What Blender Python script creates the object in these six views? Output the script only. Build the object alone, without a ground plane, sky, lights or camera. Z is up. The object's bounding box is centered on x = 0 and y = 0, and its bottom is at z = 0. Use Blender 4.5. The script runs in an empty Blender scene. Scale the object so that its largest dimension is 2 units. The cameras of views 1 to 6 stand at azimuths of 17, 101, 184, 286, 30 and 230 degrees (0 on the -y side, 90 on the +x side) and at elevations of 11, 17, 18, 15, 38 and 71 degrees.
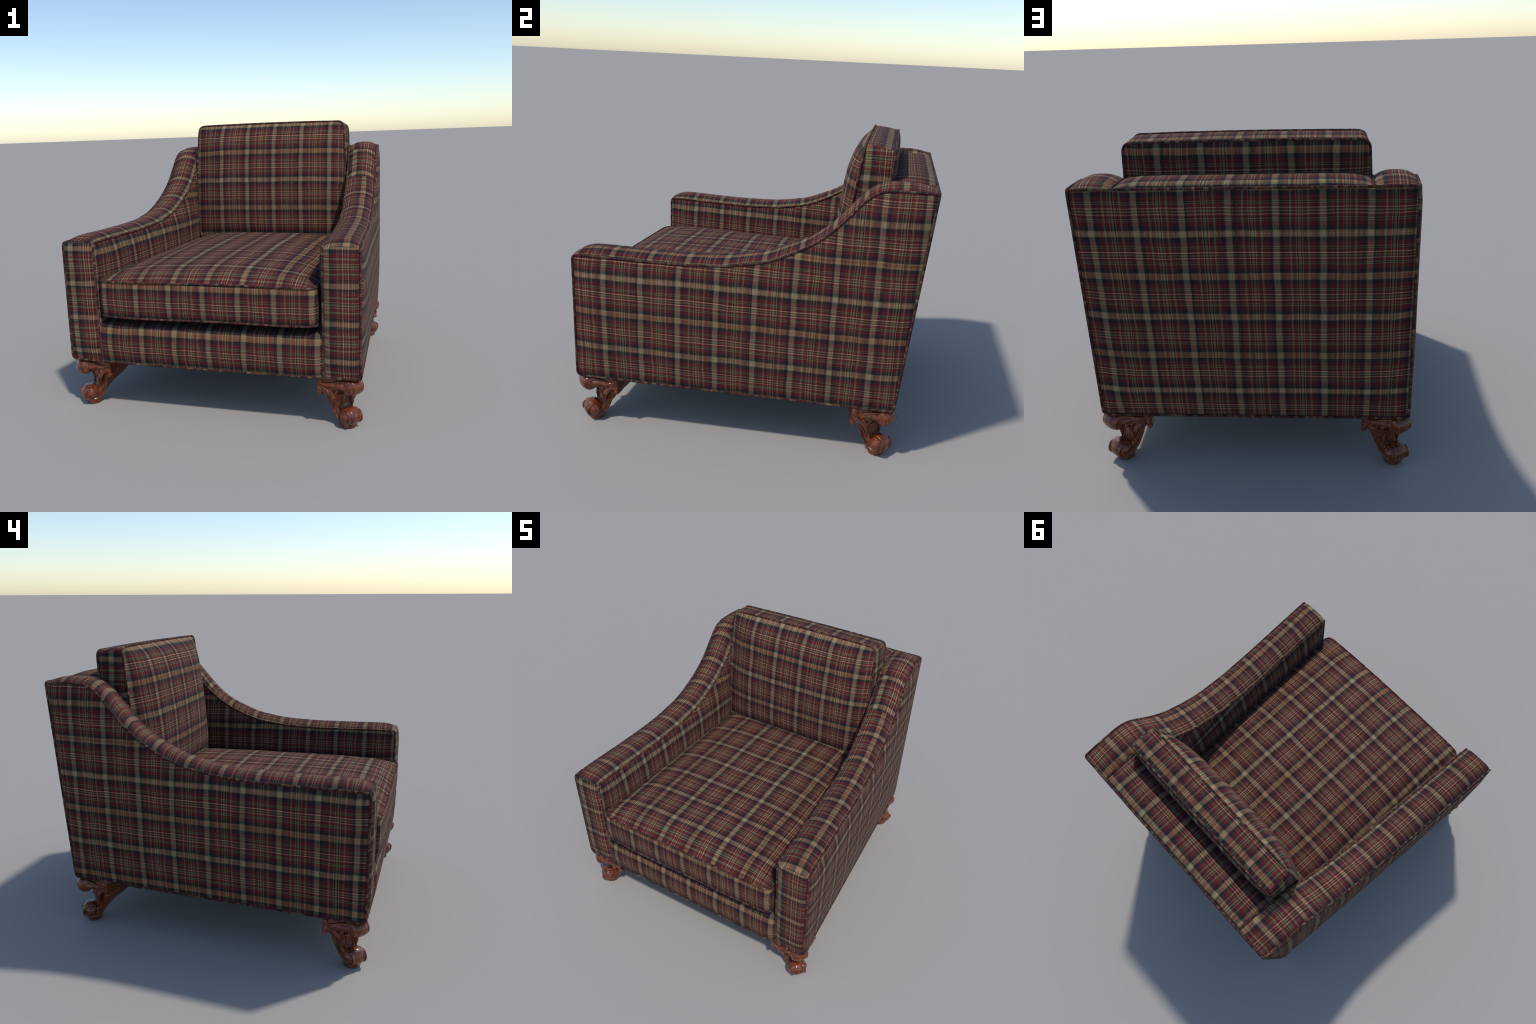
# Upholstered armchair in tartan cloth on carved scroll feet.
import bpy, bmesh, math, random
import numpy as np
from mathutils import Vector, Matrix, noise as mnoise
from mathutils.geometry import delaunay_2d_cdt

random.seed(7)
SC = bpy.context.scene.collection
H = 0.2135                      # half repeat of the tartan, metres
ZB = 0.306                      # underside of the upholstered body

# ------------------------------------------------------------------ materials
def srgb(r, g, b):
    f = lambda c: (c / 12.92 if c <= 0.04045 else ((c + 0.055) / 1.055) ** 2.4)
    return (f(r / 255), f(g / 255), f(b / 255), 1.0)
def yarn(r, g, b):
    """Dyed yarn in display values; the cloth turns the blend of two yarns into a surface colour."""
    return (r / 255, g / 255, b / 255, 1.0)

TAN, TAN_B, WTAN = yarn(150, 123, 93), yarn(138, 97, 68), yarn(144, 117, 92)
NAVY, RED, DRED = yarn(35, 37, 42), yarn(86, 37, 40), yarn(57, 30, 33)
GREEN, OLIVE, CREAM, WCREAM = yarn(100, 111, 77), yarn(118, 114, 79), yarn(178, 154, 112), yarn(150, 129, 96)

# stripes of the cloth: (where the stripe begins, colour), from the centre of one broad band to half way to the next
WARP = [(0, WTAN), (.058, OLIVE), (.070, NAVY), (.160, RED), (.286, GREEN), (.330, RED), (.425, WCREAM), (.444, DRED), (.474, GREEN)]
def weft(tan, edge):
    return [(0, tan), (.052, edge), (.081, NAVY), (.183, RED), (.284, GREEN), (.305, DRED), (.326, GREEN), (.350, RED), (.419, CREAM), (.443, RED), (.480, GREEN)]

def N(nt, kind, **kw):
    n = nt.nodes.new(kind)
    for k, v in kw.items():
        setattr(n, k, v)
    return n

def M(nt, op, a, b=None, c=None, clamp=False):
    n = N(nt, "ShaderNodeMath", operation=op, use_clamp=clamp)
    for i, x in enumerate((a, b, c)):
        if x is None:
            continue
        if isinstance(x, (int, float)):
            n.inputs[i].default_value = x
        else:
            nt.links.new(x, n.inputs[i])
    return n.outputs[0]

def mixc(nt, fac, a, b, blend="MIX"):
    n = N(nt, "ShaderNodeMix", data_type="RGBA", blend_type=blend)
    for s, x in ((n.inputs[0], fac), (n.inputs[6], a), (n.inputs[7], b)):
        if isinstance(x, (int, float, tuple)):
            s.default_value = x
        else:
            nt.links.new(x, s)
    return n.outputs[2]

def ramp(nt, fac, stops, soft=.007):
    n = N(nt, "ShaderNodeValToRGB")
    cr = n.color_ramp
    cr.interpolation = "LINEAR"
    pts = [(0.0, stops[0][1])]
    for (p, c), (_, before) in zip(stops[1:], stops[:-1]):
        pts += [(p - soft, before), (p + soft, c)]
    while len(cr.elements) < len(pts):
        cr.elements.new(0.99)
    for e, (p, c) in zip(cr.elements, pts):
        e.position, e.color = p, c
    nt.links.new(fac, n.inputs[0])
    return n.outputs[0]

def tartan_group():
    g = bpy.data.node_groups.new("tartan_weave", "ShaderNodeTree")
    for nm in ("U", "V"):
        g.interface.new_socket(nm, in_out="INPUT", socket_type="NodeSocketFloat")
    g.interface.new_socket("Color", in_out="OUTPUT", socket_type="NodeSocketColor")
    g.interface.new_socket("Height", in_out="OUTPUT", socket_type="NodeSocketFloat")
    i, o = N(g, "NodeGroupInput"), N(g, "NodeGroupOutput")
    U, V = i.outputs[0], i.outputs[1]
    # threads are never quite straight: a slow wander and a small jitter per thread
    comb = N(g, "ShaderNodeCombineXYZ")
    g.links.new(U, comb.inputs[0]); g.links.new(V, comb.inputs[1])
    wn = N(g, "ShaderNodeTexNoise"); wn.inputs["Scale"].default_value = 1.3; wn.inputs["Detail"].default_value = 1.0
    g.links.new(comb.outputs[0], wn.inputs["Vector"])
    sep = N(g, "ShaderNodeSeparateColor"); g.links.new(wn.outputs["Color"], sep.inputs[0])
    U2 = M(g, "ADD", U, M(g, "MULTIPLY", M(g, "SUBTRACT", sep.outputs[0], .5), .055))
    V2 = M(g, "ADD", V, M(g, "MULTIPLY", M(g, "SUBTRACT", sep.outputs[1], .5), .055))
    P = H / 0.0034                                   # threads per half repeat
    tu, tv = M(g, "FLOOR", M(g, "MULTIPLY", U2, P)), M(g, "FLOOR", M(g, "MULTIPLY", V2, P))
    def dist(x):                                     # 0 at the centre of a band, .5 half way to the next
        return M(g, "PINGPONG", x, 0.5)
    du, dv = dist(U2), dist(V2)
    warp = ramp(g, du, WARP)
    wa, wb = ramp(g, dv, weft(TAN, GREEN)), ramp(g, dv, weft(TAN_B, OLIVE))
    isb = M(g, "GREATER_THAN", M(g, "PINGPONG", V2, 1.0), 0.5)
    wft = mixc(g, isb, wa, wb)
    # plain weave: over and under
    su = M(g, "SINE", M(g, "MULTIPLY", U2, 2 * math.pi * P / 2))
    sv = M(g, "SINE", M(g, "MULTIPLY", V2, 2 * math.pi * P / 2))
    # shade of single threads
    cb = N(g, "ShaderNodeCombineXYZ"); g.links.new(tu, cb.inputs[0]); cb.inputs[1].default_value = 3.0
    w1 = N(g, "ShaderNodeTexWhiteNoise", noise_dimensions="2D"); g.links.new(cb.outputs[0], w1.inputs["Vector"])
    cb2 = N(g, "ShaderNodeCombineXYZ"); g.links.new(tv, cb2.inputs[0]); cb2.inputs[1].default_value = 9.0
    w2 = N(g, "ShaderNodeTexWhiteNoise", noise_dimensions="2D"); g.links.new(cb2.outputs[0], w2.inputs["Vector"])
    over = M(g, "MULTIPLY_ADD", M(g, "MULTIPLY", su, sv), .24, .50)
    over = M(g, "ADD", over, M(g, "MULTIPLY_ADD", w1.outputs[0], .32, -.16))
    over = M(g, "ADD", over, M(g, "MULTIPLY_ADD", w2.outputs[0], .20, -.10), clamp=True)
    col = mixc(g, over, warp, wft)
    rib = M(g, "COSINE", M(g, "MULTIPLY", V2, 2 * math.pi * P))
    k = M(g, "MULTIPLY_ADD", w1.outputs[0], .12, .90)
    k = M(g, "MULTIPLY", k, M(g, "MULTIPLY_ADD", w2.outputs[0], .12, .93))
    k = M(g, "MULTIPLY", k, M(g, "MULTIPLY_ADD", rib, .06, 1.0))
    kc = N(g, "ShaderNodeCombineColor")
    for s in kc.inputs[:3]:
        g.links.new(k, s)
    col = mixc(g, 1.0, col, kc.outputs[0], "MULTIPLY")
    gm = N(g, "ShaderNodeGamma"); gm.inputs[1].default_value = 2.2
    g.links.new(col, gm.inputs[0])
    g.links.new(gm.outputs[0], o.inputs[0])
    g.links.new(M(g, "ADD", rib, M(g, "MULTIPLY", su, .5)), o.inputs[1])
    return g

TARTAN = None
def fabric(name, u, v, u0, v0, band="A", arc=None, scale=H, cord=0):
    """Cloth laid so that U = (u.P - u0), V = (v.P - v0); band: kind of weft band at v0.
    arc = list of (y, length along the cloth): U then follows the length instead of y."""
    global TARTAN
    if TARTAN is None:
        TARTAN = tartan_group()
    m = bpy.data.materials.new(name)
    m.use_nodes = True
    nt = m.node_tree
    b = nt.nodes["Principled BSDF"]
    tc = N(nt, "ShaderNodeTexCoord")
    P = tc.outputs["Object"]
    if cord:                                         # read the pattern on the axis of the cord, not on its skin
        ge = N(nt, "ShaderNodeNewGeometry")
        ax = N(nt, "ShaderNodeVectorMath", operation="MULTIPLY_ADD")
        nt.links.new(ge.outputs["Normal"], ax.inputs[0]); ax.inputs[1].default_value = (-cord,) * 3
        nt.links.new(P, ax.inputs[2]); P = ax.outputs[0]
    def coord(vec, off):
        d = N(nt, "ShaderNodeVectorMath", operation="DOT_PRODUCT")
        nt.links.new(P, d.inputs[0])
        d.inputs[1].default_value = vec
        return M(nt, "SUBTRACT", d.outputs["Value"], off)
    if arc:
        y0, y1, s0, s1 = arc[0][0], arc[-1][0], arc[0][1], arc[-1][1]
        fc = N(nt, "ShaderNodeFloatCurve")
        cu = fc.mapping.curves[0]
        pts = [((y - y0) / (y1 - y0), (s - s0) / (s1 - s0)) for y, s in arc]
        cu.points[0].location, cu.points[1].location = pts[0], pts[-1]
        for p in pts[1:-1]:
            cu.points.new(*p)
        for p in cu.points:
            p.handle_type = "VECTOR"
        fc.mapping.update()
        yy = M(nt, "DIVIDE", M(nt, "SUBTRACT", coord((0, 1, 0), 0.0), y0), y1 - y0)
        nt.links.new(yy, fc.inputs["Value"])
        Uo = M(nt, "SUBTRACT", M(nt, "MULTIPLY_ADD", fc.outputs[0], s1 - s0, s0), u0)
    else:
        Uo = coord(u, u0)
    Vo = coord(v, v0)
    gr = N(nt, "ShaderNodeGroup"); gr.node_tree = TARTAN
    nt.links.new(M(nt, "DIVIDE", Uo, scale), gr.inputs[0])
    nt.links.new(M(nt, "ADD", M(nt, "DIVIDE", Vo, scale), 1.0 if band == "B" else 0.0), gr.inputs[1])
    nt.links.new(mixc(nt, .5, gr.outputs[0], srgb(56, 33, 33)) if cord else gr.outputs[0], b.inputs["Base Color"])
    bp = N(nt, "ShaderNodeBump"); bp.inputs["Strength"].default_value = .25; bp.inputs["Distance"].default_value = .0006
    nt.links.new(gr.outputs[1], bp.inputs["Height"])
    nt.links.new(bp.outputs[0], b.inputs["Normal"])
    b.inputs["Roughness"].default_value = .95
    b.inputs["Specular IOR Level"].default_value = .15
    b.inputs["Sheen Weight"].default_value = .02
    b.inputs["Sheen Roughness"].default_value = .4
    return m

def wood():
    m = bpy.data.materials.new("polished_mahogany")
    m.use_nodes = True
    nt = m.node_tree
    b = nt.nodes["Principled BSDF"]
    tc, oi = N(nt, "ShaderNodeTexCoord"), N(nt, "ShaderNodeObjectInfo")
    add = N(nt, "ShaderNodeVectorMath", operation="ADD")
    nt.links.new(tc.outputs["Object"], add.inputs[0])
    nt.links.new(M(nt, "MULTIPLY", oi.outputs["Random"], 7.0), add.inputs[1])
    mp = N(nt, "ShaderNodeMapping"); mp.inputs["Scale"].default_value = (26, 26, 7)
    nt.links.new(add.outputs[0], mp.inputs[0])
    n1 = N(nt, "ShaderNodeTexNoise"); n1.inputs["Scale"].default_value = 1.6; n1.inputs["Detail"].default_value = 6; n1.inputs["Distortion"].default_value = 1.2
    nt.links.new(mp.outputs[0], n1.inputs["Vector"])
    n2 = N(nt, "ShaderNodeTexNoise"); n2.inputs["Scale"].default_value = 95; n2.inputs["Detail"].default_value = 5; n2.inputs["Roughness"].default_value = .7
    nt.links.new(add.outputs[0], n2.inputs["Vector"])
    r1 = N(nt, "ShaderNodeValToRGB")
    r1.color_ramp.elements[0].position, r1.color_ramp.elements[0].color = .36, srgb(80, 34, 14)
    r1.color_ramp.elements[1].position, r1.color_ramp.elements[1].color = .66, srgb(136, 64, 25)
    nt.links.new(n1.outputs[0], r1.inputs[0])
    r2 = N(nt, "ShaderNodeValToRGB")
    r2.color_ramp.elements[0].position, r2.color_ramp.elements[0].color = .40, (.50, .42, .40, 1)
    r2.color_ramp.elements[1].position, r2.color_ramp.elements[1].color = .56, (1, 1, 1, 1)
    nt.links.new(n2.outputs[0], r2.inputs[0])
    nt.links.new(mixc(nt, .8, r1.outputs[0], r2.outputs[0], "MULTIPLY"), b.inputs["Base Color"])
    b.inputs["Roughness"].default_value = .42
    b.inputs["Specular IOR Level"].default_value = .2
    b.inputs["Coat Weight"].default_value = .8
    b.inputs["Coat Roughness"].default_value = .05
    return m

def plain(name, c, rough=.9):
    m = bpy.data.materials.new(name); m.use_nodes = True
    nt = m.node_tree; b = nt.nodes["Principled BSDF"]
    nz = N(nt, "ShaderNodeTexNoise"); nz.inputs["Scale"].default_value = 60
    nt.links.new(mixc(nt, nz.outputs[0], tuple(x * .7 for x in c[:3]) + (1,), c), b.inputs["Base Color"])
    b.inputs["Roughness"].default_value = rough
    return m

# ------------------------------------------------------------------ mesh helpers
class Build:
    """Collects patches, each with its own material, into one mesh."""
    def __init__(self):
        self.v, self.f, self.m, self.mats = [], [], [], []
    def slot(self, mat):
        if mat not in self.mats:
            self.mats.append(mat)
        return self.mats.index(mat)
    def grid(self, rows, mat, flip=False, close=False):
        """rows of points -> quads; mat may be a function of (row, column)."""
        base, nr, nc = len(self.v), len(rows), len(rows[0])
        for r in rows:
            self.v += [tuple(p) for p in r]
        for i in range(nr - 1):
            for j in range(nc if close else nc - 1):
                k = (j + 1) % nc
                q = (base + i * nc + j, base + i * nc + k, base + (i + 1) * nc + k, base + (i + 1) * nc + j)
                self.f.append(q[::-1] if flip else q)
                self.m.append(self.slot(mat(i, j) if callable(mat) else mat))
        return base
    def ngon(self, pts, mat, flip=False):
        base = len(self.v)
        self.v += [tuple(p) for p in pts]
        q = tuple(range(base, base + len(pts)))
        self.f.append(q[::-1] if flip else q); self.m.append(self.slot(mat))
    def panel(self, loop, normal, mat, full=.03, reach=.12, seed=0, shape=lambda q: 1):
        """A padded panel inside a closed loop: its edge dips under the welt, its middle swells by full."""
        L = np.array(loop, float); n = np.array(normal, float); n /= np.linalg.norm(n)
        t = np.roll(L, -1, 0) - np.roll(L, 1, 0); t /= np.linalg.norm(t, axis=1)[:, None]
        C = L.mean(0)
        area = sum(np.dot(n, np.cross(L[i] - C, L[(i + 1) % len(L)] - C)) for i in range(len(L)))
        inw = np.cross(n, t) * (1 if area > 0 else -1)
        swell = lambda d: full * (1 - math.exp(-d / reach)) - .007 * math.exp(-d / .004)
        rows = [L + inw * d + n * swell(d) for d in (0, .003, .007, .012)]
        self.grid(rows, mat, flip=area < 0, close=True)
        # inside: even points joined by a Delaunay net
        e1 = np.cross(n, (0, 0, 1.0)); e1 /= np.linalg.norm(e1); e2 = np.cross(n, e1)
        R = L + inw * .012
        flat = np.stack([(R - C) @ e1, (R - C) @ e2], 1); edge = np.stack([(L - C) @ e1, (L - C) @ e2], 1)
        lo, hi = flat.min(0), flat.max(0); st = .022
        gx, gy = np.meshgrid(np.arange(lo[0], hi[0], st), np.arange(lo[1], hi[1], st))
        P = np.stack([gx.ravel(), gy.ravel()], 1) + .0007
        D = np.sqrt(((P[:, None, :] - edge[None]) ** 2).sum(2)).min(1)
        P = P[D > .024]
        pts = [Vector(p) for p in flat] + [Vector(p) for p in P]
        nb = len(flat)
        vo, _, fo, *_r = delaunay_2d_cdt(pts, [(i, (i + 1) % nb) for i in range(nb)], [], 1, 1e-6)
        V = np.array([tuple(v) for v in vo])
        D = np.sqrt(((V[:, None, :] - edge[None]) ** 2).sum(2)).min(1)
        base = len(self.v)
        for (x, y), d in zip(V, D):
            q = C + e1 * x + e2 * y
            h = swell(d if d > .0125 else .012) * (1 + (shape(q) - 1) * sstep(.012, .06, d)) + .0022 * mnoise.noise(Vector(q * 4 + seed)) * min(1, max(0, (d - .012) / .05))
            self.v.append(tuple(q + n * h))
        up = np.dot(np.cross(e1, e2), n) > 0
        for f in fo:
            a2 = sum(V[f[i]][0] * V[f[(i + 1) % len(f)]][1] - V[f[i]][1] * V[f[(i + 1) % len(f)]][0] for i in range(len(f)))
            q = tuple(base + i for i in f)
            self.f.append(q if (a2 > 0) == up else q[::-1]); self.m.append(self.slot(mat))
    def make(self, name, parent=None, smooth=True):
        me = bpy.data.meshes.new(name)
        me.from_pydata(self.v, [], self.f)
        for m in self.mats:
            me.materials.append(m)
        me.polygons.foreach_set("material_index", self.m)
        me.polygons.foreach_set("use_smooth", [smooth] * len(self.f))
        bm = bmesh.new(); bm.from_mesh(me)
        bmesh.ops.remove_doubles(bm, verts=bm.verts, dist=1e-5)
        bm.to_mesh(me); bm.free(); me.update()
        ob = bpy.data.objects.new(name, me); SC.objects.link(ob)
        if parent:
            ob.parent = parent
        return ob

def resample(pts, step, closed=False):
    P = np.array(pts, float)
    if closed:
        P = np.vstack([P, P[:1]])
    d = np.r_[0, np.cumsum(np.linalg.norm(np.diff(P, axis=0), axis=1))]
    n = max(2, int(round(d[-1] / step)) + 1)
    s = np.linspace(0, d[-1], n)
    Q = np.stack([np.interp(s, d, P[:, k]) for k in range(P.shape[1])], 1)
    return Q[:-1] if closed else Q

def rounded(pts, radii, closed=True, n=8):
    """Polyline with its corners rounded by quadratic arcs."""
    P = [np.array(p, float) for p in pts]; out = []
    for i, p in enumerate(P):
        r = radii[i]
        if r <= 0 or (not closed and i in (0, len(P) - 1)):
            out.append(p); continue
        a, b = P[i - 1], P[(i + 1) % len(P)]
        ua, ub = (a - p) / np.linalg.norm(a - p), (b - p) / np.linalg.norm(b - p)
        A, B = p + ua * r, p + ub * r
        for k in range(n + 1):
            t = k / n
            out.append((1 - t) ** 2 * A + 2 * t * (1 - t) * p + t * t * B)
    return out

def tube(build, pts, r, mat, closed=False, seg=8, step=.008, wob=.0006):
    Q = resample(pts, step, closed); n = len(Q)
    T = np.roll(Q, -1, 0) - np.roll(Q, 1, 0)
    if not closed:
        T[0], T[-1] = Q[1] - Q[0], Q[-1] - Q[-2]
    T /= np.linalg.norm(T, axis=1)[:, None]
    ref = np.array([0.0, 0, 1]) if abs(T[0][2]) < .8 else np.array([1.0, 0, 0])
    rows, nv = [], np.cross(T[0], np.cross(ref, T[0])); nv /= np.linalg.norm(nv)
    for i in range(n):
        nv = nv - T[i] * np.dot(nv, T[i]); nv /= np.linalg.norm(nv)
        bv = np.cross(T[i], nv)
        rr = r + wob * mnoise.noise(Vector(Q[i] * 40))
        rows.append([Q[i] + (nv * math.cos(a) + bv * math.sin(a)) * rr for a in np.linspace(0, 2 * math.pi, seg, False)])
    if closed:
        rows.append(rows[0])
    build.grid(rows, mat, close=True)
    if not closed:
        build.ngon(rows[0], mat, flip=True); build.ngon(rows[-1], mat)

def sstep(a, b, x):
    t = min(1, max(0, (x - a) / (b - a)))
    return t * t * (3 - 2 * t)

WELT_R = .0066
# ------------------------------------------------------------------ shared lines of the frame
# top line of the arm, seen from the side: (y, z)
ARM_TOP = [(-.95, 1.046), (-.80, 1.049), (-.60, 1.047), (-.38, 1.047), (-.23, 1.052), (-.13, 1.058), (-.04, 1.069), (.05, 1.086), (.11, 1.098), (.19, 1.126),
           (.255, 1.156), (.32, 1.190), (.385, 1.230), (.447, 1.277), (.49, 1.317), (.53, 1.360), (.568, 1.404), (.606, 1.450), (.645, 1.489), (.684, 1.517), (.724, 1.531), (.766, 1.537), (.85, 1.539), (.985, 1.537)]
def smooth_line(pts, step=.02):
    """Catmull-Rom through the points, resampled evenly."""
    P = [np.array(p, float) for p in pts]; P = [2 * P[0] - P[1]] + P + [2 * P[-1] - P[-2]]; out = []
    for i in range(1, len(P) - 2):
        a, b, c, d = P[i - 1:i + 3]
        for k in range(10):
            t = k / 10
            out.append(.5 * (2 * b + (c - a) * t + (2 * a - 5 * b + 4 * c - d) * t * t + (3 * b - a - 3 * c + d) * t ** 3))
    out.append(P[-2])
    return resample(out, step)
TOP = smooth_line(ARM_TOP)
YF, ARM_SLOPE = -.95, .0553
def x_out(y): return .900 - ARM_SLOPE * (y - YF)
def x_in(y): return .695 - .0535 * (y - YF)
def y_back(z): return .885 + (.985 - .885) * (z - .31) / (1.537 - .31)

root = bpy.data.objects.new("armchair", None)
root.empty_display_size = .3
SC.objects.link(root)
root["label"] = "low tartan armchair with sloping arms, loose cushions, carved scroll feet"
root["category"] = "armchair"

MWELT = fabric("tartan_welt", (1.21, 1.13, 1.27), (.29, .33, .27), .05, .07, cord=WELT_R)
MUNDER = plain("black_underlining", srgb(38, 34, 34))
MWOOD = wood()

# ------------------------------------------------------------------ arms
def arm(sx):
    B = Build()
    tag = "right" if sx > 0 else "left"
    X = lambda y, w: sx * (x_out(y) * (1 + w) / 2 + x_in(y) * (1 - w) / 2)      # w: -1 inner, 1 outer
    if sx > 0:
        m_out = fabric("tartan_side", (0, 1, 0), (0, 0, 1), -.7640, .5140, "A")
        m_in = fabric("tartan_inside", (0, 1, 0), (0, 0, 1), .3395, 1.042, "A")
        m_front = fabric("tartan_arm_front", (0, 0, 1), (1, 0, 0), .6244, .718, "A")
    else:
        m_out = fabric("tartan_side", (0, 1, 0), (0, 0, 1), -.0370, .572, "A")
        m_in = fabric("tartan_inside", (0, 1, 0), (0, 0, 1), -.308, .988, "A")
        m_front = fabric("tartan_arm_front", (0, 0, 1), (1, 0, 0), .587, -.842, "A")
    # length along the top line
    s = [-.95]
    for a, b in zip(TOP[:-1], TOP[1:]):
        s.append(s[-1] + float(np.linalg.norm(b - a)))
    arc = [(float(p[0]), q) for p, q in zip(TOP, s)][::4]
    if arc[-1][0] < .98:
        arc.append((float(TOP[-1][0]), s[-1]))
    along = (sx, .0535, 0)                                    # across the arm, measured from its inner edge
    e0 = .695 - .0535 * .95
    s_at = lambda y: float(np.interp(y, TOP[:, 0], s))
    if sx > 0:
        cuts = [(.47, fabric("tartan_arm_top", 0, along, -.7225, e0 + .130, "B", arc)),
                (.655, fabric("tartan_arm_top", 0, along, s_at(.56) + .105, e0 + .050, "A", arc)),
                (9, fabric("tartan_arm_top", 0, along, s_at(.822), e0 + .024, "B", arc))]
    else:
        cuts = [(.635, fabric("tartan_arm_top", 0, along, -.755, e0 + .004, "A", arc)),
                (9, fabric("tartan_arm_top", 0, along, s_at(.878), e0 + .024, "A", arc))]
    # --- strip: up the front, round the corner, along the top to the back
    base = [np.array((YF, z)) for z in np.linspace(ZB, 1.02, 30)]
    rc = .022
    for k in range(1, 8):
        a = math.pi / 2 * k / 8
        base.append(np.array((YF + rc * (1 - math.cos(a)), 1.046 - rc + rc * math.sin(a))))
    line = base + [p for p in TOP if p[0] > YF + rc]
    line = np.array(line)
    seglen = np.r_[0, np.cumsum(np.linalg.norm(np.diff(line, axis=0), axis=1))]
    corner = float(seglen[33]); total = float(seglen[-1])
    tan = np.gradient(line, axis=0); tan /= np.linalg.norm(tan, axis=1)[:, None]
    # the normal turns more slowly than the welt line does
    nrm = np.stack([-tan[:, 1], tan[:, 0]], 1)
    for i, q in enumerate(seglen):
        if abs(q - corner) < .07:
            a = math.pi / 2 * sstep(corner - .07, corner + .07, q)
            nrm[i] = (-math.cos(a), math.sin(a))
    ws = np.sin(np.linspace(-1, 1, 25) * math.pi / 2)
    rows = []
    for (y, z), q, nn in zip(line, seglen, nrm):
        c = .020 if q < corner else .036
        c = c + (.036 - .020) * (sstep(corner - .04, corner + .08, q) - (q >= corner))
        c *= 1 - .45 * math.exp(-((q - corner) / .045) ** 2)
        c *= min(1, max(0, (total - q) / .11)) ** .5 if total - q < .11 else 1
        c *= sstep(-.02, .12, q)
        c *= 1 - .27 * sstep(.20, .40, y) * (q > corner) + .12 * sstep(.66, .78, y)
        row = []
        for w in ws:
            h = c * (1 - abs(w) ** (5.5 - 3.0 * sstep(corner - .05, corner + .08, q))) - .004 * abs(w) ** 12
            h += .0016 * mnoise.noise(Vector((sx * 3 + w * 1.5, q * 5, 0))) * (1 - abs(w))
            yy, zz = y + nn[0] * h, z + nn[1] * h
            row.append((X(y, w), yy, zz))
        rows.append(row)
    ncorner = 33
    def mat(i, j):
        if i < ncorner:
            return m_front
        y = line[i][0]
        for lim, m in cuts:
            if y < lim:
                return m
    B.grid(rows, mat, flip=sx > 0)
    # --- outer panel, closed loop
    def loop(xf, zlow, yb=lambda z: y_back(z)):
        top = [(xf(p[0]) * sx, p[0], p[1]) for p in TOP]
        raw = rounded([(xf(YF) * sx, YF, ZB), (xf(YF) * sx, YF, 1.046), (xf(.985) * sx, .985, 1.537), (xf(.885) * sx, y_back(ZB), ZB)], (.035, 0, 0, .03))
        # keep the rounded bottom corners, put the shaped line between them
        bl, br = raw[:9], raw[-9:]
        front = rounded([bl[-1], (xf(YF) * sx, YF, 1.046), top[3]], (0, .022, 0), closed=False)
        back = rounded([top[-3], (xf(.985) * sx, .985, 1.537), br[0]], (0, .018, 0), closed=False)
        return bl[:-1] + front[:-1] + top[3:-3] + back[:-1] + br
    Lo = resample(loop(x_out, ZB), .012, True)
    nside = np.array((1.0 * sx, ARM_SLOPE, 0))
    B.panel(Lo, nside, m_out, full=.027, reach=.062, seed=sx * 3, shape=lambda q: (1 - .22 * sstep(.2, .75, -q[1]) * (1 - sstep(.45, .95, q[2]))) * (1 - .38 * (1 - sstep(.33, .62, q[2]))))
    # --- inner face, goes down inside the frame
    top = [(x_in(p[0]) * sx, p[0], p[1]) for p in TOP]
    inner = [(x_in(YF) * sx, YF, .40)] + rounded([(x_in(YF) * sx, YF, .42), (x_in(YF) * sx, YF, 1.046), top[3]], (0, .022, 0), closed=False) + top[4:-2] + [(x_in(.95) * sx, .955, 1.53), (x_in(.86) * sx, .86, .40)]
    Li = resample(inner, .012, True)
    B.panel(Li, (-sx, -.0535, 0), m_in, full=.039, reach=.08, seed=sx * 5)
    ob = B.make("arm", root)
    # --- welts
    W = Build()
    off = lambda L, k: [np.array(p) + np.array((k * sx, 0, 0)) for p in L]
    tube(W, off(Lo, .001), WELT_R, MWELT, closed=True)
    li = [(x_in(YF) * sx, YF, ZB + .01)] + rounded([(x_in(YF) * sx, YF, .35), (x_in(YF) * sx, YF, 1.046), top[3]], (0, .022, 0), closed=False) + top[4:]
    tube(W, off(li, -.001), WELT_R, MWELT)
    W.make("welt", ob)
    return ob

for sx in (1, -1):
    arm(sx)

# ------------------------------------------------------------------ back of the frame
B = Build()
m_back = fabric("tartan_back", (1, 0, 0), (0, .0815, .9967), .0585, .0815 * .9517 + .9967 * 1.1175, "B")
m_btop = fabric("tartan_back_top", (1, 0, 0), (0, 1, 0), .0610, .957, "A")
zc = (1.537, ZB)
corners = [(.793, .985, 1.537), (-.793, .985, 1.537), (-.798, y_back(ZB), ZB), (.798, y_back(ZB), ZB)]
LB = resample(rounded(corners, (.02, .02, .035, .035)), .012, True)
B.panel(LB, (0, .9967, -.0815), m_back, full=.031, reach=.12, seed=9)
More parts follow.
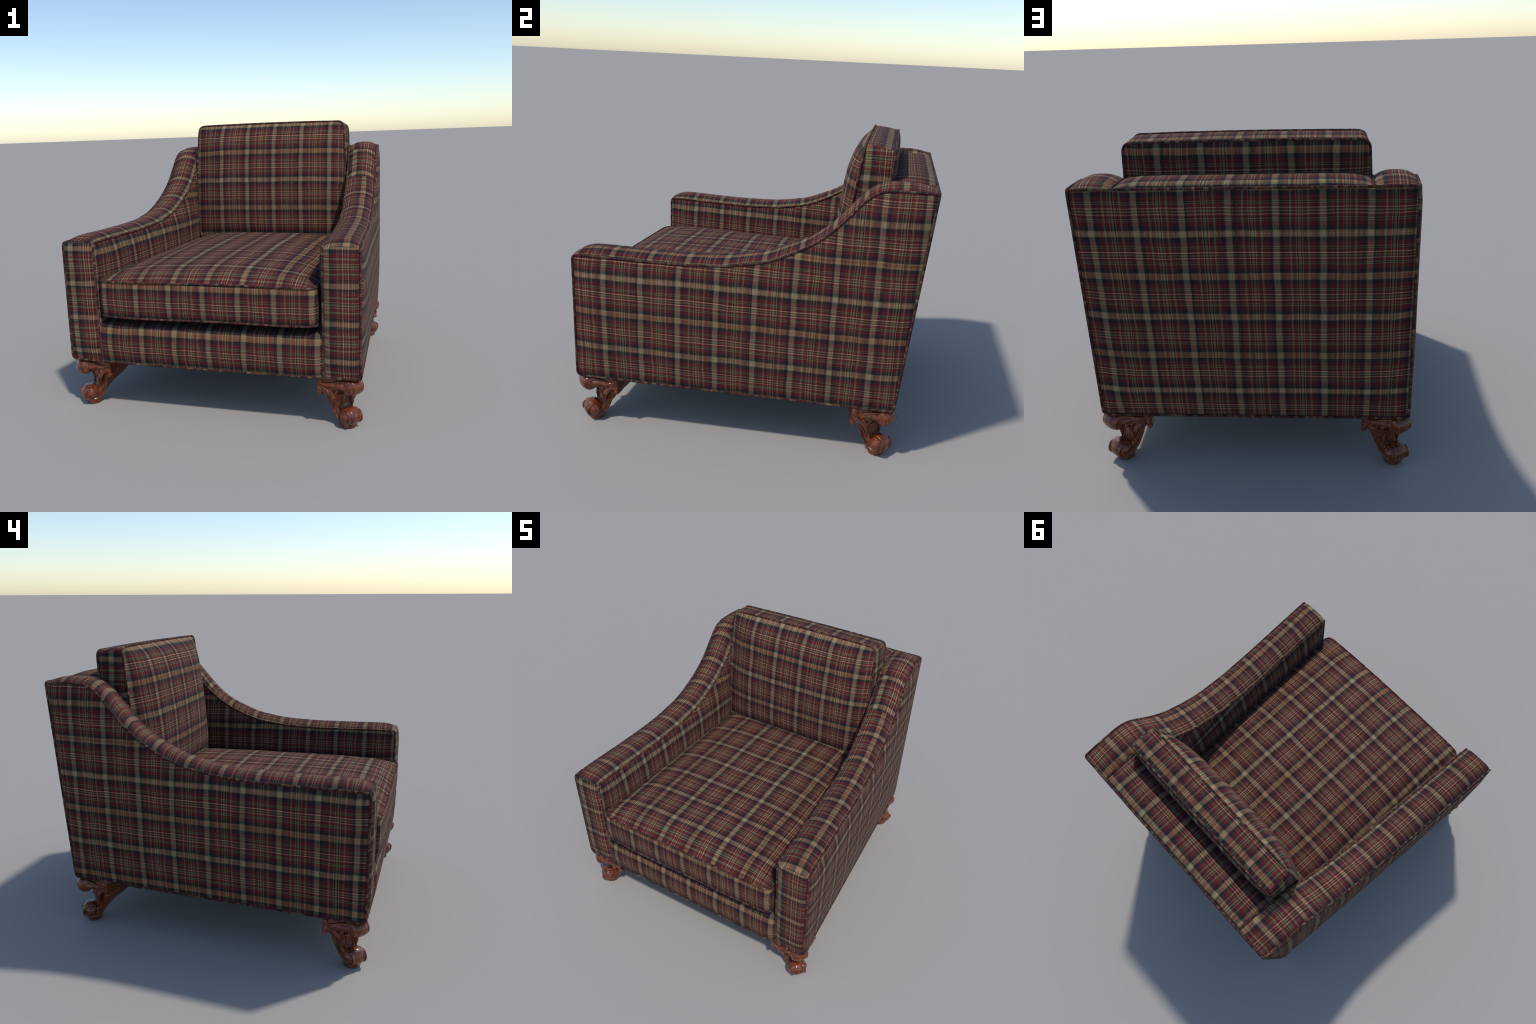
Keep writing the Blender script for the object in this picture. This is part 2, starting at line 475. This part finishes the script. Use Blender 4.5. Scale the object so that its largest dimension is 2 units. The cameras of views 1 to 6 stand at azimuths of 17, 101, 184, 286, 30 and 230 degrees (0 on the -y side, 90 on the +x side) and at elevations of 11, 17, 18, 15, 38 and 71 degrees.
# rolled top between the arms, running down in front behind the cushion
path = smooth_line([(.985, 1.530), (.978, 1.543), (.955, 1.556), (.90, 1.563), (.84, 1.564), (.79, 1.558), (.745, 1.548), (.715, 1.515), (.700, 1.30), (.68, 1.05), (.645, .80), (.63, .60)], .015)
rows = []
for y, z in path:
    row = []
    for x in np.sin(np.linspace(-1, 1, 51) * math.pi / 2):
        zz = z + .004 * (1 - abs(x) ** 8) + .002 * mnoise.noise(Vector((x * 4, y * 5, 3)))
        low = min(zz, 1.534)                          # sinks into the seam beside the arm
        row.append((x * (x_in(y) + .002), y, low + (zz - low) * (1 - abs(x) ** 14) - .014 * abs(x) ** 120))
    rows.append(row)
B.grid(rows, m_btop, flip=False)
back = B.make("back", root)
W = Build()
tube(W, [np.array(p) + np.array((0, .002, 0)) for p in LB], WELT_R, MWELT, closed=True)
W.make("welt", back)

# ------------------------------------------------------------------ front rail with the deck under the seat cushion
B = Build()
m_rail = fabric("tartan_rail", (1, 0, 0), (0, -.25, 1), .0240, .515 + .25 * .96, "B")
xr = x_in(YF) + .006
path = [(-.952, ZB), (-.964, .33), (-.977, .40), (-.977, .47), (-.971, .515), (-.964, .537), (-.955, .547), (-.94, .553), (-.90, .562), (-.85, .570), (-.75, .578), (.3, .59), (.66, .60)]
path = smooth_line(path, .012)
rows = [[(x * (x_in(y) + .006), (-.950 + (y + .950) * (1 - .95 * abs(x) ** 34)) if y < -.945 else y, z + .0015 * mnoise.noise(Vector((x * 6, y * 3, 1)))) for x in np.linspace(-1, 1, 41)] for y, z in path]
B.grid(rows, m_rail, flip=False)
rail = B.make("seat_rail", root)
W = Build()
tube(W, [(-.897, -.949, ZB + .030), (-.891, -.950, ZB + .012), (-.875, -.951, ZB + .002), (-.5, -.953, ZB - .003), (0, -.954, ZB - .004), (.5, -.953, ZB - .003), (.875, -.951, ZB + .002), (.891, -.950, ZB + .012), (.897, -.949, ZB + .030)], WELT_R, MWELT)
W.make("welt", rail)

# underside
B = Build()
B.ngon([(-.885, -.935, ZB + .004), (-.79, .872, ZB + .004), (.79, .872, ZB + .004), (.885, -.935, ZB + .004)], MUNDER)
B.make("underside", root)

# ------------------------------------------------------------------ cushions
def pillow(B, loop, centre, normal, height, coord, mat, pa=5.0, p=5.0, pucker=.004, seed=0, rings=26, shape=None):
    """Stuffed face inside a closed loop. coord(point) -> (a, b) in -1..1 across the face."""
    L = np.array(loop, float); C = np.array(centre, float); n = np.array(normal, float); n /= np.linalg.norm(n)
    rows = []
    for k in range(rings):
        s = 1 - (k / rings) ** 1.6
        row = []
        for i, q in enumerate(L):
            P = C + (q - C) * s
            a, b = coord(P)
            g = (1 - min(1, abs(a)) ** pa) * (1 - min(1, abs(b)) ** p)
            g = max(g, 0) ** .82
            edge = 1 - s ** 30
            h = height * g * edge * (shape(P) if shape else 1)
            # gathers close to the welt, slack further in
            near = math.exp(-((1 - max(abs(a), abs(b))) / .07)) * edge
            t = np.array((P[0], P[1], P[2]))
            h += pucker * near * (mnoise.noise(Vector(t * 17 + seed)) + .6 * mnoise.noise(Vector(t * 34 + seed)))
            h += .0035 * edge * mnoise.noise(Vector(t * 4.5 + seed))
            row.append(P + n * h)
        rows.append(row)
    area = sum(np.dot(n, np.cross(L[i] - C, L[(i + 1) % len(L)] - C)) for i in range(len(L)))
    B.grid(rows, mat, flip=area < 0, close=True)
    B.ngon(rows[-1], mat, flip=area < 0)

def border(B, la, lb, centre, bulge, mat, flip):
    la, lb, C = np.array(la), np.array(lb), np.array(centre, float)
    rows = []
    for t in np.linspace(0, 1, 13):
        row = []
        for a, b in zip(la, lb):
            P = a * (1 - t) + b * t
            o = P - C; axis = (b - a) / np.linalg.norm(b - a)
            o = o - axis * np.dot(o, axis)
            # push outwards, square to the nearer side
            o = o / np.linalg.norm(o)
            dip = -.005 * (max(0, 1 - t / .05) + max(0, 1 - (1 - t) / .05))
            row.append(P + o * (bulge * 4 * t * (1 - t) + dip))
        rows.append(row)
    B.grid(rows, mat, flip=flip, close=True)

# --- back cushion
def bc_loop(zlo, zhi, yfun, hw, bow, r=.042):
    zm, hh = (zlo + zhi) / 2, (zhi - zlo) / 2
    L = rounded([(-hw, 0, zlo), (hw, 0, zlo), (hw, 0, zhi), (-hw, 0, zhi)], (r,) * 4)
    L = resample(L, .014, True)
    out = []
    for x, _, z in L:
        b = (z - zm) / hh; a = x / hw
        xx = x + math.copysign(bow, x) * (1 - b * b) * min(1, abs(a) ** 3) - .010 * a * (1 - b) / 2
        zz = z + (.006 * (1 - a * a) if b > 0 else 0)
        out.append((xx, yfun(zz), zz))
    return out
yfr = lambda z: .591 + (z - 1.73) * .125
ybk = lambda z: .752 + (z - 1.71) * .055
LF, LK = bc_loop(.845, 1.729, yfr, .578, .020), bc_loop(.845, 1.708, ybk, .588, .014)
LK = [LK[int(i * len(LK) / len(LF))] for i in range(len(LF))] if len(LK) != len(LF) else LK
m_bcf = fabric("tartan_cushion_front", (1, 0, 0), (0, .148, .989), .0600, .148 * .46 + .989 * 1.310, "A", scale=.2115)
m_bcb = fabric("tartan_cushion_back", (1, 0, 0), (0, 0, 1), -.0060, 1.668, "B")
m_bct = fabric("tartan_cushion_top", (1, 0, 0), (0, 1, 0), .2430, .7085, "B")
m_bcr = fabric("tartan_cushion_side", (0, 0, 1), (0, 1, 0), 1.5549, .612, "A")
m_bcl = fabric("tartan_cushion_side", (0, 0, 1), (0, 1, 0), 1.6586, .657, "A")
B = Build()
cf = lambda P: (P[0] / .592, (P[2] - 1.287) / .444)
pillow(B, LF, (0, yfr(1.287), 1.287), (0, -.992, .125), .092, cf, m_bcf, pa=4.0, p=5.2, seed=11, shape=lambda P: 1 - .22 * sstep(1.3, .9, P[2]))
pillow(B, LK, (0, ybk(1.275), 1.275), (0, .998, -.055), .026, cf, m_bcb, pa=8, p=9, seed=23, pucker=.002)
def side_mat(i, j):
    x, _, z = LF[j]
    if z > 1.69 or z < .87:
        if abs(x) < .565:
            return m_bct
    return m_bcr if x > 0 else m_bcl
border(B, LF, LK, (0, .66, 1.28), .006, side_mat, False)
bc = B.make("back_cushion", root)
W = Build()
tube(W, LF, WELT_R, MWELT, closed=True, wob=.0012)
tube(W, LK, WELT_R, MWELT, closed=True, wob=.0012)
W.make("welt", bc)

# --- seat cushion
def seat_loop(z, grow=0.0, dy=0.0, sag=0.0):
    y0, y1 = -.980 + dy, .64
    hw = lambda y: .664 - .040 * (y + .98) + grow
    L = rounded([(-hw(y0), y0, z), (hw(y0), y0, z), (hw(y1), y1, z), (-hw(y1), y1, z)], (.055, .055, .05, .05))
    L = resample(L, .014, True)
    out = []
    for x, y, zz in L:
        f = 1 - min(1, abs(x) / .66) ** 4
        front = sstep(-.80, -.97, y) if False else (1 if y < -.93 else 0)
        out.append((x, y - .010 * f * front, zz + .004 * math.sin(x * 5 + 1) * front - sag * f * front))
    return out
LT, LU = seat_loop(.824), seat_loop(.611, .004, .003, .007)
if len(LU) != len(LT):
    LU = [LU[int(i * len(LU) / len(LT))] for i in range(len(LT))]
m_st = fabric("tartan_seat_top", (0, 1, 0), (1, 0, 0), -.3870, .0350, "B", scale=.2105)
m_sf = fabric("tartan_seat_border", (1, 0, 0), (0, 0, 1), .0080, .800, "B", scale=.2105)
m_ss = fabric("tartan_seat_border", (0, 1, 0), (0, 0, 1), .0080, .800, "B")
B = Build()
cs = lambda P: (P[0] / (.664 - .040 * (P[1] + .98) + .002), (P[1] + .17) / .82)
pillow(B, LT, (0, -.17, .824), (0, 0, 1), .087, cs, m_st, pa=4.0, p=8.5, seed=5, shape=lambda P: .92 + .10 * sstep(-.85, -.3, P[1]) - .05 * sstep(-.15, .45, P[1]))
pillow(B, LU, (0, -.17, .617), (0, 0, -1), .020, cs, m_st, pa=6, p=6, seed=9, pucker=.002)
border(B, LT, LU, (0, -.17, .72), .008, lambda i, j: m_sf if LT[j][1] < -.945 else m_ss, True)
sc = B.make("seat_cushion", root)
W = Build()
tube(W, LT, WELT_R, MWELT, closed=True, wob=.0014)
tube(W, LU, WELT_R, MWELT, closed=True, wob=.0012)
W.make("welt", sc)

# ------------------------------------------------------------------ carved leg
# local frame: corner of the body at the origin, a and b point out of the two faces, d is the outward diagonal
R2 = math.sqrt(.5)
def dt(d, t, z): return ((d + t) * R2, (d - t) * R2, z)
def leg_mesh():
    B = Build(); m = MWOOD
    # body: a square corner block that narrows down to the ankle
    # (z, d of the inner corner, d and half width of the side corners, d and half width of the front)
    secs = [(.318, -.336, -.174, .156, -.066, .050), (.255, -.336, -.174, .156, -.072, .050), (.225, -.336, -.174, .155, -.082, .052), (.210, -.336, -.174, .134, -.100, .054), (.195, -.332, -.171, .114, -.114, .054), (.180, -.322, -.168, .102, -.123, .052),
            (.155, -.292, -.166, .089, -.127, .048), (.130, -.254, -.163, .077, -.126, .045), (.105, -.222, -.157, .068, -.118, .043), (.080, -.197, -.149, .059, -.104, .042), (.055, -.175, -.139, .051, -.088, .042), (.030, -.155, -.129, .045, -.076, .042), (.016, -.146, -.121, .044, -.062, .044), (0, -.142, -.118, .045, -.058, .044)]
    P = smooth_line(secs, .007)
    rows = []
    for z, db, ds, ts, df, tf in P:
        side = [(db, 0), (db * .75 + ds * .25, ts * .25), (db * .4 + ds * .6, ts * .6), (ds - .006, ts - .006), (ds + .001, ts), (ds + .010, ts - .006),
                (ds * .5 + df * .5, (ts + tf) * .5), (df - .012, tf + .002), (df - .001, tf * .78), (df + .003, tf * .35), (df + .002, 0)]
        ring = side + [(d, -t) for d, t in side[-2:0:-1]]
        rows.append([dt(d, t, z) for d, t in ring])
    B.grid(rows, m, close=True, flip=True); B.ngon(rows[0], m); B.ngon(rows[-1], m, flip=True)
    # round pad under the foot
    barrel(B, [dt(-.097, 0, -.004), dt(-.097, 0, .034)], [.0450, .0470, .0475, .044], m, up=True, seg=48)
    for sw in (0, 1):
        f = (lambda a, b, z: (a, b, z)) if sw == 0 else (lambda a, b, z: (b, a, z))
        # rolled lower edge of the bracket
        barrel(B, [f(-.222, -.008, .207), f(-.222, -.110, .207)], [.010, .0150, .0165, .0165, .0165, .0165, .0160, .0140, .008], m)
        # S-shaped arm that leaves the upper scroll and ends in a curl
        taper_tube(B, smooth_line([f(-.212, -.010, .262), f(-.190, -.010, .256), f(-.165, -.010, .257), f(-.132, -.012, .258), f(-.098, -.012, .256), f(-.070, -.012, .248), f(-.050, -.018, .228)], .005), [.005, .008, .011, .017, .0205, .020, .016], m)
        taper_tube(B, smooth_line([f(-.040, -.030, .292), f(-.070, -.012, .284), f(-.100, -.008, .280), f(-.135, -.008, .276), f(-.165, -.007, .268), f(-.195, -.007, .265), f(-.216, -.007, .272), f(-.222, -.007, .285), f(-.212, -.006, .291)], .005), [.006, .008, .008, .007, .007, .006, .007, .008, .009], m)
        barrel(B, [f(-.212, .002, .284), f(-.212, -.022, .284)], [.006, .0095, .0105, .0095, .006], m)
        # leaves that spread from the ankle up to the bracket
        for pts, rad in (([(-.128, -.064, .110), (-.138, -.050, .150), (-.155, -.030, .190), (-.178, -.014, .222), (-.203, -.008, .243)], [.007, .011, .013, .012, .004]),
                         ([(-.134, -.055, .160), (-.148, -.034, .195), (-.162, -.016, .222), (-.166, -.010, .242)], [.006, .011, .011, .004]),
                         ([(-.124, -.058, .165), (-.130, -.042, .198), (-.128, -.026, .220), (-.112, -.022, .230)], [.008, .012, .013, .005]),
                         ([(-.118, -.056, .172), (-.108, -.046, .192), (-.092, -.042, .198)], [.005, .009, .004]),
                         ([(-.116, -.060, .095), (-.122, -.056, .130), (-.118, -.054, .165)], [.004, .012, .005])):
            taper_tube(B, smooth_line([f(p[0] + .004 * (1 - sstep(.17, .245, p[2])), p[1] + .004 * (1 - sstep(.17, .245, p[2])), p[2]) for p in pts], .005), rad, m)
    # upper scroll on the corner and the scroll foot: barrels lying across the diagonal
    def across(d, z, prof_t):
        B2 = [dt(d, t, z) for t, r in prof_t]
        barrel(B, B2, [r for t, r in prof_t], m, even=False)
    sym = lambda h: [(-t, r) for t, r in h[::-1]] + [(t, r) for t, r in h if t > 0]
    across(-.052, .252, sym([(0, .0510), (.016, .0508), (.026, .0490), (.031, .0465), (.034, .0415), (.037, .0455), (.044, .0440), (.049, .0400), (.054, .0320), (.058, .018)]))
    across(-.073, .069, sym([(0, .0530), (.014, .0525), (.022, .0510), (.0275, .0480), (.030, .0410), (.0325, .0465), (.039, .0445), (.045, .0400), (.0475, .0320), (.050, .0355), (.055, .0310), (.059, .024), (.062, .0205), (.067, .010)]))
    # ridges that run down the ankle and wind round the scroll foot
    for sg in (1, -1):
        pts = [dt(-.166, .098 * sg, .185), dt(-.164, .084 * sg, .150), dt(-.156, .069 * sg, .110), dt(-.144, .056 * sg, .070), dt(-.124, .047 * sg, .040), dt(-.094, .044 * sg, .027), dt(-.060, .043 * sg, .028), dt(-.030, .043 * sg, .050), dt(-.027, .044 * sg, .080), dt(-.050, .046 * sg, .103), dt(-.080, .048 * sg, .096)]
        taper_tube(B, smooth_line(pts, .005), [.006, .007, .008, .008, .007, .007, .006, .006, .005, .005, .003], m)
        pts = [dt(-.112, .020 * sg, .205), dt(-.124, .021 * sg, .175), dt(-.126, .021 * sg, .145), dt(-.121, .021 * sg, .115), dt(-.112, .021 * sg, .09)]
        taper_tube(B, smooth_line(pts, .005), [.006, .007, .006, .006, .005], m)
        pts = [dt(-.118, .050 * sg, .195), dt(-.130, .047 * sg, .160), dt(-.128, .044 * sg, .125), dt(-.116, .043 * sg, .095)]
        taper_tube(B, smooth_line(pts, .005), [.005, .007, .007, .006], m)
    tmp = B.make("leg_parts")
    md = tmp.modifiers.new("union", "REMESH"); md.mode = "VOXEL"; md.voxel_size = .0021; md.use_smooth_shade = True
    sm = tmp.modifiers.new("soften", "SMOOTH"); sm.factor = .5; sm.iterations = 1
    bpy.context.view_layer.update()
    me = bpy.data.meshes.new_from_object(tmp.evaluated_get(bpy.context.evaluated_depsgraph_get()))
    bpy.data.objects.remove(tmp, do_unlink=True)
    me.name = "leg"
    me.materials.clear(); me.materials.append(m)
    for p in me.polygons:
        p.use_smooth = True
    zmin = min(v.co.z for v in me.vertices)
    for v in me.vertices:
        v.co.z -= zmin if v.co.z < .02 else 0
    return me

def barrel(B, pts, radii, mat, even=True, seg=28, up=False):
    """Turned piece on a straight axis."""
    P = [np.array(p, float) for p in pts]
    if even:
        P = [P[0] + (P[-1] - P[0]) * k / (len(radii) - 1) for k in range(len(radii))]
    ax = P[-1] - P[0]; ax /= np.linalg.norm(ax)
    u = np.cross(ax, (1.0, 0, 0) if up else (0, 0, 1.0)); u /= np.linalg.norm(u); w = np.cross(ax, u)
    rows = [[p + (u * math.cos(a) + w * math.sin(a)) * r for a in np.linspace(0, 2 * math.pi, seg, False)] for p, r in zip(P, radii)]
    B.grid(rows, mat, close=True)
    B.ngon(rows[0], mat, flip=True); B.ngon(rows[-1], mat)

def taper_tube(B, pts, radii, mat, seg=12):
    Q = np.array(pts, float); n = len(Q)
    rr = np.interp(np.linspace(0, 1, n), np.linspace(0, 1, len(radii)), radii)
    T = np.gradient(Q, axis=0); T /= np.linalg.norm(T, axis=1)[:, None]
    nv = np.cross(T[0], (.3, .5, .8)); rows = []
    for i in range(n):
        nv = nv - T[i] * np.dot(nv, T[i]); nv /= np.linalg.norm(nv)
        bv = np.cross(T[i], nv)
        rows.append([Q[i] + (nv * math.cos(a) + bv * math.sin(a)) * rr[i] for a in np.linspace(0, 2 * math.pi, seg, False)])
    B.grid(rows, mat, close=True); B.ngon(rows[0], mat, flip=True); B.ngon(rows[-1], mat)

LEG = leg_mesh()
for x, y, rot in ((.887, -.943, -90), (-.887, -.943, 180), (.787, .892, 9.8), (-.787, .892, 80.2)):
    ob = bpy.data.objects.new("leg", LEG)
    SC.objects.link(ob)
    ob.location = (x, y, 0); ob.scale = (1, 1, 1); ob.rotation_euler = (0, 0, math.radians(rot))
    ob.parent = root
